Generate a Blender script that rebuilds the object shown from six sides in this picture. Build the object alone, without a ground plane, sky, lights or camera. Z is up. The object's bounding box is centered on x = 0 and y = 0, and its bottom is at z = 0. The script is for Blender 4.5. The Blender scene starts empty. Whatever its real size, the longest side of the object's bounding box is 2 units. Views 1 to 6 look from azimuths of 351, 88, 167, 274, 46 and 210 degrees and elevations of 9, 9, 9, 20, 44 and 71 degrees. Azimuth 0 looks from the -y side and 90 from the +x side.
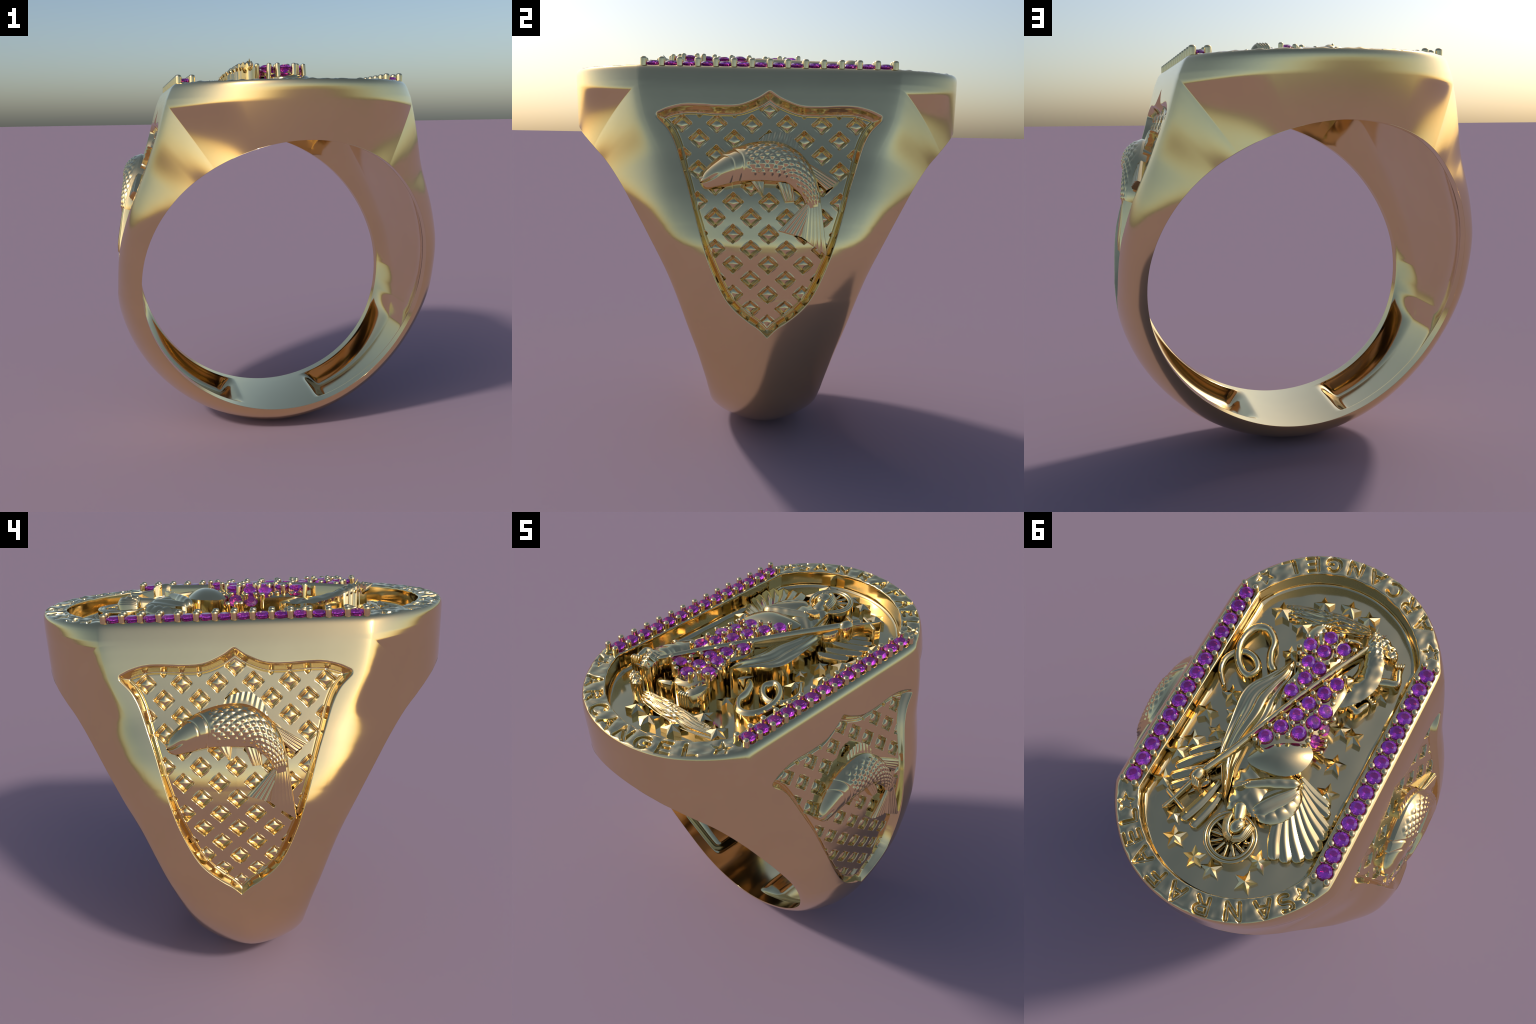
"""Gold signet ring with an angel medallion, two gem rows and fish shields on the shoulders."""
import bpy, math, random
import numpy as np
from mathutils import Vector

RNG = random.Random(7)

# ------------------------------------------------------------------ materials
def gold_material(name, rough=0.115, tint=(0.86, 0.66, 0.34), bump=0.0, scale=60.0):
    m = bpy.data.materials.new(name); m.use_nodes = True
    nt = m.node_tree; b = nt.nodes["Principled BSDF"]
    tc = nt.nodes.new("ShaderNodeTexCoord")
    n1 = nt.nodes.new("ShaderNodeTexNoise"); n1.inputs["Scale"].default_value = 5.0
    n1.inputs["Detail"].default_value = 3.0
    nt.links.new(tc.outputs["Object"], n1.inputs["Vector"])
    cr = nt.nodes.new("ShaderNodeValToRGB")
    cr.color_ramp.elements[0].position = 0.3; cr.color_ramp.elements[1].position = 0.7
    cr.color_ramp.elements[0].color = (*[c * 0.98 for c in tint], 1)
    cr.color_ramp.elements[1].color = (*[min(1, c * 1.02) for c in tint], 1)
    nt.links.new(n1.outputs["Fac"], cr.inputs["Fac"])
    nt.links.new(cr.outputs["Color"], b.inputs["Base Color"])
    b.inputs["Metallic"].default_value = 1.0
    b.inputs["Roughness"].default_value = rough
    n2 = nt.nodes.new("ShaderNodeTexNoise"); n2.inputs["Scale"].default_value = scale
    n2.inputs["Detail"].default_value = 2.0
    nt.links.new(tc.outputs["Object"], n2.inputs["Vector"])
    bp = nt.nodes.new("ShaderNodeBump"); bp.inputs["Strength"].default_value = bump
    bp.inputs["Distance"].default_value = 0.002
    nt.links.new(n2.outputs["Fac"], bp.inputs["Height"])
    nt.links.new(bp.outputs["Normal"], b.inputs["Normal"])
    return m

def gem_material():
    m = bpy.data.materials.new("purple_gem"); m.use_nodes = True
    nt = m.node_tree; b = nt.nodes["Principled BSDF"]
    oi = nt.nodes.new("ShaderNodeObjectInfo")
    cr = nt.nodes.new("ShaderNodeValToRGB")
    cr.color_ramp.elements[0].color = (0.53, 0.055, 0.70, 1)
    cr.color_ramp.elements[1].color = (0.68, 0.11, 0.86, 1)
    nt.links.new(oi.outputs["Random"], cr.inputs["Fac"])
    nt.links.new(cr.outputs["Color"], b.inputs["Base Color"])
    b.inputs["Roughness"].default_value = 0.03
    b.inputs["IOR"].default_value = 1.6
    b.inputs["Transmission Weight"].default_value = 0.9
    return m

GOLD = gold_material("polished_gold")
GEM = gem_material()

# ------------------------------------------------------------------ helpers
ROOT = bpy.data.objects.new("signet_ring", None)
bpy.context.scene.collection.objects.link(ROOT)
ROOT["label"] = "gold signet ring with angel relief, purple gems, fish shields"
ROOT["category"] = "ring"

def link(o, parent=ROOT):
    bpy.context.scene.collection.objects.link(o); o.parent = parent
    return o

def mesh_object(name, V, F, mat=GOLD, parent=ROOT, normals=None, smooth=True):
    me = bpy.data.meshes.new(name)
    me.from_pydata([tuple(map(float, v)) for v in V], [], [tuple(map(int, f)) for f in F])
    me.materials.append(mat)
    me.polygons.foreach_set("use_smooth", [smooth] * len(me.polygons))
    me.update()
    if normals is not None:
        me.normals_split_custom_set_from_vertices([tuple(map(float, n)) for n in normals])
    o = bpy.data.objects.new(name, me)
    return link(o, parent)

def smoothstep(a, b, x):
    t = np.clip((np.asarray(x, float) - a) / (b - a), 0, 1)
    return t * t * (3 - 2 * t)

def smooth_interp(x, xs, ys):
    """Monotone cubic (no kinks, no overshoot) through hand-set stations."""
    xs, ys = np.asarray(xs, float), np.asarray(ys, float)
    h = np.diff(xs); d = np.diff(ys) / h
    m = np.zeros(len(xs)); m[0], m[-1] = d[0], d[-1]
    for i in range(1, len(xs) - 1):
        if d[i - 1] * d[i] > 0:
            w1, w2 = 2 * h[i] + h[i - 1], h[i] + 2 * h[i - 1]
            m[i] = (w1 + w2) / (w1 / d[i - 1] + w2 / d[i])
    x = np.clip(np.asarray(x, float), xs[0], xs[-1])
    k = np.clip(np.searchsorted(xs, x) - 1, 0, len(h) - 1)
    t = (x - xs[k]) / h[k]
    return ((2 * t ** 3 - 3 * t ** 2 + 1) * ys[k] + (t ** 3 - 2 * t ** 2 + t) * h[k] * m[k]
            + (-2 * t ** 3 + 3 * t ** 2) * ys[k + 1] + (t ** 3 - t ** 2) * h[k] * m[k + 1])

def spline(P, n, closed=False):
    """Catmull-Rom through the rows of P, resampled to n points of even arc length (first 2 columns)."""
    P = np.asarray(P, float)
    if closed: Q = np.vstack([P[-1], P, P[0], P[1]])
    else: Q = np.vstack([2 * P[0] - P[1], P, 2 * P[-1] - P[-2]])
    out = []
    for i in range(1, len(Q) - 2):
        t = np.linspace(0, 1, 24, endpoint=False)[:, None]
        a, b, c, d = Q[i - 1], Q[i], Q[i + 1], Q[i + 2]
        out.append(0.5 * (2 * b + (c - a) * t + (2 * a - 5 * b + 4 * c - d) * t ** 2 + (3 * b - a - 3 * c + d) * t ** 3))
    out = np.vstack(out + [Q[-2][None]])
    d = np.r_[0, np.cumsum(np.hypot(*np.diff(out[:, :2], axis=0).T))]
    s = np.linspace(0, d[-1], n)
    return np.stack([np.interp(s, d, out[:, k]) for k in range(out.shape[1])], 1)

def grid_faces(nr, nc, off=0, flip=False):
    i, j = np.meshgrid(np.arange(nr - 1), np.arange(nc - 1), indexing="ij")
    a = off + i * nc + j
    F = np.stack([a, a + 1, a + nc + 1, a + nc], -1).reshape(-1, 4)
    return F[:, ::-1] if flip else F

def wob(x, y, f, ph=0.0):
    """Cheap smooth pseudo-noise in [-1, 1]."""
    return (np.sin(f * (x * 1.3 + y * 0.7) + ph) + np.sin(f * (x * -0.8 + y * 1.7) + 1.3 + ph * 2)
            + np.sin(f * (x * 2.3 - y * 0.4) + 2.1 - ph) * 0.6) / 2.6

# ------------------------------------------------------------------ ring body
ZC, RH = 0.87, 0.735                  # centre height and radius of the finger hole
Z_SEAM, Z_TOP = 1.78, 1.868
# shoulder profile at the middle of the flat side: (x, z) from the top edge down to the lower circle
PROFILE = np.array([(.56, 1.868), (.582, 1.82), (.598, 1.78), (.617, 1.72), (.638, 1.65), (.668, 1.56), (.706, 1.46),
                    (.750, 1.36), (.791, 1.26), (.824, 1.16), (.850, 1.06), (.863, .96), (.868, .87), (.869, .80)])
def X_side(z): return smooth_interp(z, PROFILE[::-1, 1], PROFILE[::-1, 0])
_pz = np.linspace(.80, 1.868, 400); _px = X_side(_pz)
_pt = np.degrees(np.arctan2(_pz - ZC, _px)); _pr = np.hypot(_px, _pz - ZC)
_st = [-90, -60, -30, -12]
def r_out(th):
    return smooth_interp(th, np.r_[_st, _pt[::10]], np.r_[[.87, .869, .869, .870], _pr[::10]])
X_SEAM = float(X_side(Z_SEAM))
TH_C = math.degrees(math.atan2(Z_SEAM - ZC, X_SEAM))
YC = 0.62                              # half length of the straight side of the head
def W_in(th):
    return smooth_interp(th, [-90, -60, -47, -31, -13.5, 2, 18, 27.5, 38, 48, 56, 68, 78, 90],
                     [.278, .279, .288, .318, .380, .451, .555, .622, .697, .775, .846, .934, .976, .993])
def K_y(th):
    return smooth_interp(th, [-90, -45, -31, -15, 0, 12, 25, 40, TH_C - 6, TH_C], [.279, .286, .308, .355, .393, .42, .455, .512, .592, YC])
def K_r(th):
    return r_out(th) - smooth_interp(th, [-90, 0, 25, TH_C - 8, TH_C], [0, 0.001, .006, .003, 0])
def K_w(th):
    return smooth_interp(th, [-90, -50, -25, 0, 20, 40, TH_C], [.48, .38, .46, .95, 2.4, 6, 16])
_c0 = (1 - X_SEAM ** 2 - YC ** 2) / (2 * (1 - YC)); _R0 = 1 - _c0
def Y_upright(x): return _c0 + np.sqrt(np.maximum(_R0 ** 2 - np.asarray(x, float) ** 2, 1e-4))
def Y_end(x, z):
    """Half length of the head's end wall: an arc in plan, undercut by about two degrees."""
    return Y_upright(x) - .026 * (1.868 - np.asarray(z, float))
def flank_bulge(th): return smooth_interp(th, [-90, 0, 20, 40, TH_C], [0, 0, .006, .007, .010])

def conic(P, K, E, w, n1, n2):
    """Rational quadratic P-K-E; n1 even points to the shoulder point, n2 from there to E, crowded at E."""
    t = np.linspace(0, 1, 401); b0, b1, b2 = (1 - t) ** 2, 2 * t * (1 - t) * w, t ** 2
    C = (b0[:, None] * P + b1[:, None] * K + b2[:, None] * E) / (b0 + b1 + b2)[:, None]
    d = np.r_[0, np.cumsum(np.hypot(*np.diff(C, axis=0).T))]
    k = 200
    s1 = np.linspace(0, d[k], n1, endpoint=False)
    q = np.linspace(0, 1, n2); q = 1 - (1 - q) ** 1.6
    s2 = d[k] + q * (d[-1] - d[k])
    s = np.r_[s1, s2]
    return np.stack([np.interp(s, d, C[:, 0]), np.interp(s, d, C[:, 1])], 1)

N1, N2 = 190, 34
def half_section(th):
    """(y, r) from the middle of the outer face to the hole's edge."""
    P = np.array([0, float(r_out(th))]); K = np.array([float(K_y(th)), float(K_r(th))]); E = np.array([float(W_in(th)), RH])
    C = conic(P, K, E, float(K_w(th)), N1, N2)
    q = (C[N1:, 1] - C[N1, 1]) / (RH - C[N1, 1])
    C[N1:, 0] += float(flank_bulge(th)) * 4 * q * (1 - q)     # the flank is gently rounded
    return C

# angles, dense where the shields sit
th_r = np.r_[np.linspace(-90, -19, 60, endpoint=False), np.linspace(-19, TH_C, 420)]
rows = []
for th in th_r:
    h = half_section(th)
    full = np.vstack([h[::-1] * [-1, 1], h[1:]])      # from -y edge to +y edge
    rows.append(np.stack([full[:, 1] * math.cos(math.radians(th)), full[:, 0], ZC + full[:, 1] * math.sin(math.radians(th))], 1))
SIDE = np.array(rows)                                  # (theta, s, 3) on the +x side
NS = SIDE.shape[1]

# ---- shield panel: outline (y, z) on the flat shoulder, symmetric about y = 0
SH = [(0, 1.736), (-.051, 1.704), (-.139, 1.671), (-.241, 1.667), (-.317, 1.671), (-.394, 1.670), (-.459, 1.655), (-.505, 1.635),
      (-.455, 1.584), (-.42, 1.515), (-.388, 1.405), (-.360, 1.31), (-.327, 1.19), (-.293, 1.075), (-.266, .993),
      (-.231, .908), (-.196, .839), (-.151, .779), (-.086, .722), (-.040, .689), (0, .646)]
_left = np.vstack([spline(SH[:8], 60), spline(SH[7:], 120)[1:]])
OUT = np.vstack([_left, (_left * [-1, 1])[::-1][1:-1]])
def polygon_sdf(py, pz, poly):
    """Signed distance, negative inside."""
    a = poly; b = np.roll(poly, -1, 0)
    d = np.full(py.shape, 1e9); ins = np.zeros(py.shape, bool)
    for (ay, az), (by, bz) in zip(a, b):
        ey, ez = by - ay, bz - az
        t = np.clip(((py - ay) * ey + (pz - az) * ez) / (ey * ey + ez * ez + 1e-12), 0, 1)
        d = np.minimum(d, np.hypot(py - ay - t * ey, pz - az - t * ez))
        if az != bz:
            ins ^= ((az > pz) != (bz > pz)) & (py < (by - ay) * (pz - az) / (bz - az) + ay)
    return np.where(ins, -d, d)

LY, LZ = 0.081, 0.0702
def floor_drop(z):
    return smooth_interp(z, [.64, .72, .9, 1.1, 1.3, 1.5, 1.7], [.022, .036, .046, .034, .018, .026, .034])
def shield_depth(y, z):
    d = polygon_sdf(y, z, OUT)
    top = smoothstep(1.25, 1.62, z)
    dep = floor_drop(z) * smoothstep(0.004 + .015 * top, -0.006, d)
    # thin groove running along the border
    dep += 0.010 * np.exp(-((d + 0.012) / 0.0055) ** 2)
    # lattice of diamond pits with a pillow in each
    k = np.round((1.611 - z) / LZ)
    best = np.full(y.shape, 9.0); rnd = np.full(y.shape, 9.0)
    for dk in (-1, 0, 1):
        kk = k + dk
        off = np.where(np.mod(kk, 2) == 0, LY, 0.0)
        yy = y - off; yy = yy - np.round(yy / (2 * LY)) * 2 * LY
        zz = z - (1.611 - kk * LZ)
        q = np.abs(yy) / 0.047 + np.abs(zz) / 0.042
        rnd = np.where(q < best, (np.abs(yy / .045) ** 1.4 + np.abs(zz / .040) ** 1.4) ** (1 / 1.4), rnd)
        best = np.minimum(best, q)
    inside = smoothstep(-0.016, -0.024, d)
    pit = smoothstep(1.04, 0.90, best) * 0.027 - 0.022 * np.clip(1 - rnd ** 2, 0, 1)
    dep += pit * inside
    return dep, d

sub = (th_r > -22)
dth = np.gradient(SIDE, axis=0); ds = np.gradient(SIDE, axis=1)
NRM = np.cross(ds, dth); NRM /= np.linalg.norm(NRM, axis=2)[..., None] + 1e-12
if NRM[len(th_r) // 2, NS // 2, 0] < 0: NRM = -NRM
near = (np.abs(SIDE[..., 1]) < .56) & sub[:, None] & (np.arange(NS)[None] > N2) & (np.arange(NS)[None] < NS - N2)
dep = np.zeros(near.shape); sd = np.ones(near.shape)
_a, _b = shield_depth(SIDE[..., 1][near], SIDE[..., 2][near])
dep[near] = _a; sd[near] = _b
SIDE_D = SIDE - NRM * dep[..., None]

V, F, TAG = [], [], []
count = 0
def radial(c):
    v = c - [0, 0, ZC]; v[..., 1] = 0; return v
def endwards(c): return np.stack([0 * c[..., 1], np.sign(c[..., 1]), 0 * c[..., 1]], -1)
def upwards(c): return np.stack([0 * c[..., 1], 0 * c[..., 1], 1 + 0 * c[..., 1]], -1)
def add_grid(P, tag, flip=False, out=None):
    """Append a grid; out(centres) gives the outward side, so that every face turns the same way."""
    global count
    nr, nc = P.shape[:2]
    n = np.cross(P[1:, 1:] - P[:-1, :-1], P[1:, :-1] - P[:-1, 1:]); c = (P[1:, 1:] + P[:-1, :-1]) / 2
    flip = bool((n * out(c)).sum() < 0)
    V.append(P.reshape(-1, 3)); f = grid_faces(nr, nc, count, flip); F.append(f)
    TAG.append(np.broadcast_to(np.asarray(tag), (nr - 1, nc - 1)).reshape(-1).copy() if np.ndim(tag) else np.full(len(f), tag))
    count += nr * nc

ftag = np.where((sd[:-1, :-1] < 0.0) & (sd[1:, 1:] < 0.0), 1, 0)
add_grid(SIDE_D, ftag, out=radial)
MIR = SIDE_D * [-1, -1, 1]                              # the other shoulder: half a turn about z
add_grid(MIR, np.where(ftag == 1, 2, 0), out=radial)

# ---- end walls of the head
NA = 620
th_t = np.linspace(TH_C, 180 - TH_C, NA)
q2 = np.linspace(0, 1, N2); q2 = 1 - (1 - q2) ** 1.6
half_c = half_section(TH_C)[N1:]                        # shared with the shoulder section
def end_wall(th):
    c, s = math.cos(math.radians(th)), math.sin(math.radians(th))
    rk = (Z_SEAM - ZC) / s
    r = rk + (RH - rk) * q2
    x, z = r * c, ZC + r * s
    ye = Y_end(np.abs(x), z)
    y = ye
    return np.stack([x, y, z], 1)
WALL = np.array([end_wall(t) for t in th_t])
# weld the first and last column to the shoulder sections
edge = np.stack([half_c[:, 1] * math.cos(math.radians(TH_C)), half_c[:, 0], ZC + half_c[:, 1] * math.sin(math.radians(TH_C))], 1)
blend = 1 - smoothstep(0, 16, np.minimum(np.abs(th_t - TH_C), np.abs(th_t - (180 - TH_C))))
dl = edge - WALL[0]
for i, t in enumerate(th_t):
    sgn = 1 if t < 90 else -1
    WALL[i] += dl * [sgn, 1, 1] * blend[i]
WALL[0] = edge; WALL[-1] = edge * [-1, 1, 1]
add_grid(WALL, 0, out=endwards)
add_grid(WALL * [-1, -1, 1], 0, out=endwards)

# ---- rim: raised border of the head, carried up from the seam outline
arc0 = WALL[:, 0]                                       # +y arc, from +x to -x
side0 = SIDE[-1, N2 - 1:NS - N2 + 1]                    # +x side, from -y to +y
loop = np.vstack([side0, arc0[1:-1], (side0 * [-1, -1, 1]), (arc0[1:-1] * [-1, -1, 1])])
n_side, n_arc = len(side0), len(arc0) - 2
kind = np.r_[np.zeros(n_side), np.ones(n_arc), np.zeros(n_side), np.ones(n_arc)]
def ring_at(z):
    if z == Z_SEAM: return loop.copy()
    X1, X0 = float(X_side(z)), X_SEAM
    x = loop[:, 0] * X1 / X0
    y = loop[:, 1].copy()
    m = kind == 1
    # end arcs are redrawn through the corner and the far end
    c1 = (1 - X1 ** 2 - YC ** 2) / (2 * (1 - YC))
    y1 = c1 + np.sqrt(np.maximum((1 - c1) ** 2 - x[m] ** 2, 1e-4)) - .026 * (1.868 - z)
    y0 = Y_upright(loop[m, 0]) - .026 * (1.868 - Z_SEAM)
    y[m] += np.sign(y[m]) * (y1 - y0)
    return np.stack([x, y, np.full(len(x), z)], 1)
# inner outline: straight at x = +-0.445, arcs of radius 0.485
XI, RI, CI = 0.445, 0.485, 0.397
yi = CI + math.sqrt(RI ** 2 - XI ** 2)
inner = np.zeros((len(loop), 2)); top = ring_at(Z_TOP)
a_i = math.atan2(XI, yi - CI)
for k, (st, n) in enumerate([(0, n_side), (n_side, n_arc), (n_side + n_arc, n_side), (2 * n_side + n_arc, n_arc)]):
    sg = 1 if k < 2 else -1
    if k % 2 == 0:
        inner[st:st + n, 0] = sg * XI
        inner[st:st + n, 1] = loop[st:st + n, 1] * yi / YC
    else:
        ao = np.arctan2(sg * top[st:st + n, 0], sg * top[st:st + n, 1] - CI)
        a = ao * a_i / math.atan2(X_side(Z_TOP), YC - CI)
        inner[st:st + n, 0] = sg * RI * np.sin(a)
        inner[st:st + n, 1] = sg * (CI + RI * np.cos(a))

# ---- engraved letters of the border, drawn as strokes in a unit box
def arcpts(cx, cy, rx, ry, a0, a1, n=14):
    a = np.radians(np.linspace(a0, a1, n)); return list(zip(cx + rx * np.cos(a), cy + ry * np.sin(a)))
GLYPH = {
    "A": [[(-.42, -.5), (0, .5), (.42, -.5)], [(-.24, -.14), (.24, -.14)]],
    "R": [[(-.32, -.5), (-.32, .5), (.08, .5)] + arcpts(.08, .24, .26, .26, 90, -90) + [(-.32, -.02)], [(.02, -.02), (.36, -.5)]],
    "C": [arcpts(0, 0, .42, .5, 45, 315, 24)],
    "N": [[(-.36, -.5), (-.36, .5), (.36, -.5), (.36, .5)]],
    "G": [arcpts(0, 0, .42, .5, 45, 335, 24) + [(.40, -.02), (.10, -.02)]],
    "E": [[(.30, .5), (-.30, .5), (-.30, -.5), (.30, -.5)], [(-.30, 0), (.22, 0)]],
    "L": [[(-.28, .5), (-.28, -.5), (.32, -.5)]],
    "S": [arcpts(0, .25, .30, .25, 40, 270, 14) + arcpts(0, -.25, .30, .25, 90, -140, 14)],
    "F": [[(.30, .5), (-.30, .5), (-.30, -.5)], [(-.30, 0), (.22, 0)]],
}
def star_poly(R, r, rot):
    return np.array([((R if k % 2 == 0 else r) * math.sin(rot + k * math.pi / 5), (R if k % 2 == 0 else r) * math.cos(rot + k * math.pi / 5)) for k in range(10)])
TEXT_FAR = list(zip("SANRAFAEL", [-49.3, -38.5, -24.1, -9.2, 4.6, 17.2, 29.2, 40.4, 50.8]))
TEXT_NEAR = list(zip("ARCANGEL", [-42, -29.5, -16.5, -5.0, 7.4, 19.6, 31.0, 43.5]))
def engraving(x, y):
    """Depth of cut at points of the border."""
    dep = np.zeros(x.shape)
    for sg, text in ((1, TEXT_FAR), (-1, TEXT_NEAR)):
        on = y * sg > CI + .05
        ang = np.degrees(np.arctan2(x, y * sg - CI)); rad = np.hypot(x, y * sg - CI)
        for ch, a0 in text:
            u = np.radians(ang - a0) * .545; v = (rad - .545) * sg
            m = on & (np.abs(u) < .06)
            if not m.any(): continue
            d = np.full(m.sum(), 9.0); uu, vv = u[m] / .082, v[m] / .074
            for st in GLYPH[ch]:
                for (ax, ay), (bx, by) in zip(st[:-1], st[1:]):
                    ex, ey = bx - ax, by - ay
                    t = np.clip(((uu - ax) * ex + (vv - ay) * ey) / (ex * ex + ey * ey + 1e-9), 0, 1)
                    d = np.minimum(d, np.hypot((uu - ax - t * ex) * .082, (vv - ay - t * ey) * .074))
            dep[m] = np.maximum(dep[m], .020 * smoothstep(.0115, .0035, d) + .004 * smoothstep(.03, .0, d))
        for a0 in (-59.0, 58.5):
            u = np.radians(ang - a0) * .545; v = rad - .548
            m = on & (np.abs(u) < .06)
            d = polygon_sdf(u[m], v[m], star_poly(.047, .021, .3))
            dep[m] = np.maximum(dep[m], .017 * smoothstep(.002, -.004, d) + .003 * smoothstep(.015, .0, d))
    return dep

# gem rows: 14 stones a side between 15 pairs of prongs
ROW_X, ROW_STEP, ROW_R = 0.502, 0.0843, 0.0365
row_y = (np.arange(14) - 6.5) * ROW_STEP
def row_pits(x, y):
    dep = np.zeros(x.shape)
    for gy in row_y:
        d = np.hypot(np.abs(x) - ROW_X, y - gy)
        dep = np.maximum(dep, np.clip((.039 - d) * 1.9, 0, .052))
    return dep

levels = []
for z, ins in [(1.78, 0), (1.79, 0), (1.80, 0), (1.815, 0), (1.830, 0), (1.842, .0005), (1.850, .0018), (1.856, .004), (1.861, .007), (1.8645, .011), (1.867, .016), (1.868, .022)]:
    P = ring_at(z)
    v = inner - P[:, :2]; v /= np.linalg.norm(v, axis=1)[:, None]
    P[:, :2] += v * ins
    levels.append(P)
A = levels[-1]; NB = 56
for t in np.linspace(0, 1, NB)[1:]:
    P = A.copy(); P[:, :2] = A[:, :2] + (inner - A[:, :2]) * (t * .93)
    levels.append(P)
B = levels[-1]
for f, z in [(.97, 1.8665), (.99, 1.862), (1.0, 1.855), (1.0, 1.845), (1.0, 1.82), (1.0, 1.795), (.999, 1.782)]:
    P = A.copy(); P[:, :2] = A[:, :2] + (inner - A[:, :2]) * f; P[:, 2] = z
    levels.append(P)
# fillet and ledge at the foot of the inner wall
for ins, z in [(.006, 1.772), (.016, 1.766), (.03, 1.763), (.05, 1.752)]:
    P = levels[-1].copy(); v = np.array([0, 0]) - inner
    cen = np.stack([np.zeros(len(inner)), np.clip(inner[:, 1], -CI, CI)], 1) - inner
    cen /= np.linalg.norm(cen, axis=1)[:, None]
    P[:, :2] = inner + cen * ins; P[:, 2] = z
    levels.append(P)
RIM = np.array(levels)
flat = RIM[..., 2] > 1.8655
gx, gy = RIM[..., 0], RIM[..., 1]
dz = np.zeros(gx.shape)
dz[flat] = engraving(gx[flat], gy[flat]) + row_pits(gx[flat], gy[flat])
dz[flat] += .0034 * wob(gx[flat], gy[flat], 58.0) * (np.abs(gy[flat]) > .6)
RIM[..., 2] -= dz
RIM = np.concatenate([RIM, RIM[:, :1]], 1)
kk = np.r_[kind, kind[:1]]
rt = np.zeros((RIM.shape[0] - 1, RIM.shape[1] - 1), int)
rt[11:11 + NB, :] = np.where((kk[:-1] == 1) & (kk[1:] == 1), 3, 0)[None]
add_grid(RIM, rt, out=upwards)

# ---- finger hole with the hollowed pockets
th_full = np.r_[th_r, th_t[1:-1], (180 - th_r)[::-1]]
def inner_section(th):
    e = th if th <= 90 else 180 - th
    W = float(W_in(e))
    rim = float(smooth_interp(e, [-90, -40, 0, 60, 90], [.07, .06, .05, .05, .06]))
    ro = float(r_out(min(e, TH_C)))
    wall = float(.062 + .032 * smoothstep(-26, -16, e))
    deep = min(ro - wall, (1.735 - ZC) / max(math.sin(math.radians(e)), .2) if e > 10 else 9)
    deep = max(deep, RH + .03) - RH
    m = float(smoothstep(-74, -68, e))
    # the hollow slopes from a narrow rim to the back of the shield
    floor_half = float(smooth_interp(e, [-70, -20, -12, 0, 20, 38, 50, 58, 72, 90], [.10, .10, .10, .20, .30, .36, .45, .60, .82, .90]))
    floor_half = min(floor_half, W - rim - .03)
    t = np.linspace(0, 1, 15)
    ys = np.r_[0, .002, .006, rim * .5, rim - .006, rim + t * (W - rim - floor_half)]
    rs = np.r_[0, 0, 0, 0, 0, np.sin(t * math.pi / 2) ** .9]
    nin = 12
    y = np.r_[-W + ys, np.linspace(-floor_half, floor_half, nin + 2)[1:-1], (W - ys)[::-1]]
    r = RH + deep * m * np.r_[rs, np.ones(nin), rs[::-1]] - (1 - m) * .005 * (1 - (y / W) ** 2)
    c, s = math.cos(math.radians(th)), math.sin(math.radians(th))
    return np.stack([r * c, y, ZC + r * s], 1)
HOLE = np.array([inner_section(t) for t in th_full])
# the hole's edge follows the welded end walls exactly
n_r = len(th_r)
HOLE[n_r - 1:n_r - 1 + NA, -1] = WALL[:, -1]
HOLE[n_r - 1:n_r - 1 + NA, 0] = (WALL * [-1, -1, 1])[::-1, -1]
add_grid(HOLE, 0, out=lambda c: -radial(c))

V = np.vstack(V); F = np.vstack(F); TAG = np.concatenate(TAG)
key = np.round(V / 2e-5).astype(np.int64)
_, first, invmap = np.unique(key, axis=0, return_index=True, return_inverse=True)
V = V[first]; F = invmap.reshape(-1)[F]
ok = np.array([(F[:, 0] != F[:, 2]) & (F[:, 1] != F[:, 3])])[0]
F, TAG = F[ok], TAG[ok]
fn = np.cross(V[F[:, 2]] - V[F[:, 0]], V[F[:, 3]] - V[F[:, 1]])
VN = np.zeros(V.shape)
for k in range(4): np.add.at(VN, F[:, k], fn)
VN /= np.linalg.norm(VN, axis=1)[:, None] + 1e-15

def clean(f):
    o = []
    for v in f:
        if not o or (v != o[-1]): o.append(v)
    if o[0] == o[-1]: o.pop()
    return o
def part_of_body(tag, name):
    sel = F[TAG == tag]; ids, loc = np.unique(sel, return_inverse=True)
    faces = [c for c in (clean(f) for f in loc.reshape(-1, 4)) if len(c) > 2]
    return mesh_object(name, V[ids], faces, normals=VN[ids])
BAND = part_of_body(0, "band")
part_of_body(1, "shield_panel"); part_of_body(2, "shield_panel")
part_of_body(3, "inscription_border")

# ------------------------------------------------------------------ medallion floor
FLOOR = 1.764
_lp = inner[::3]
def floor_z(x, y): return FLOOR + .006 * (1 - np.clip((x / .45) ** 2, 0, 1))
ss = np.linspace(0, 1, 40)
fl = []
for s in ss:
    p = _lp * (s * .985)
    fl.append(np.stack([p[:, 0], p[:, 1], floor_z(p[:, 0], p[:, 1]) + .0012 * wob(p[:, 0], p[:, 1], 22.0)], 1))
fl = np.array(fl); fl = np.concatenate([fl, fl[:, :1]], 1)
mesh_object("medallion_floor", fl.reshape(-1, 3), grid_faces(*fl.shape[:2]))

# ------------------------------------------------------------------ relief builders
def on_top(u, v, h): return np.stack([u, v, h], -1)

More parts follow.
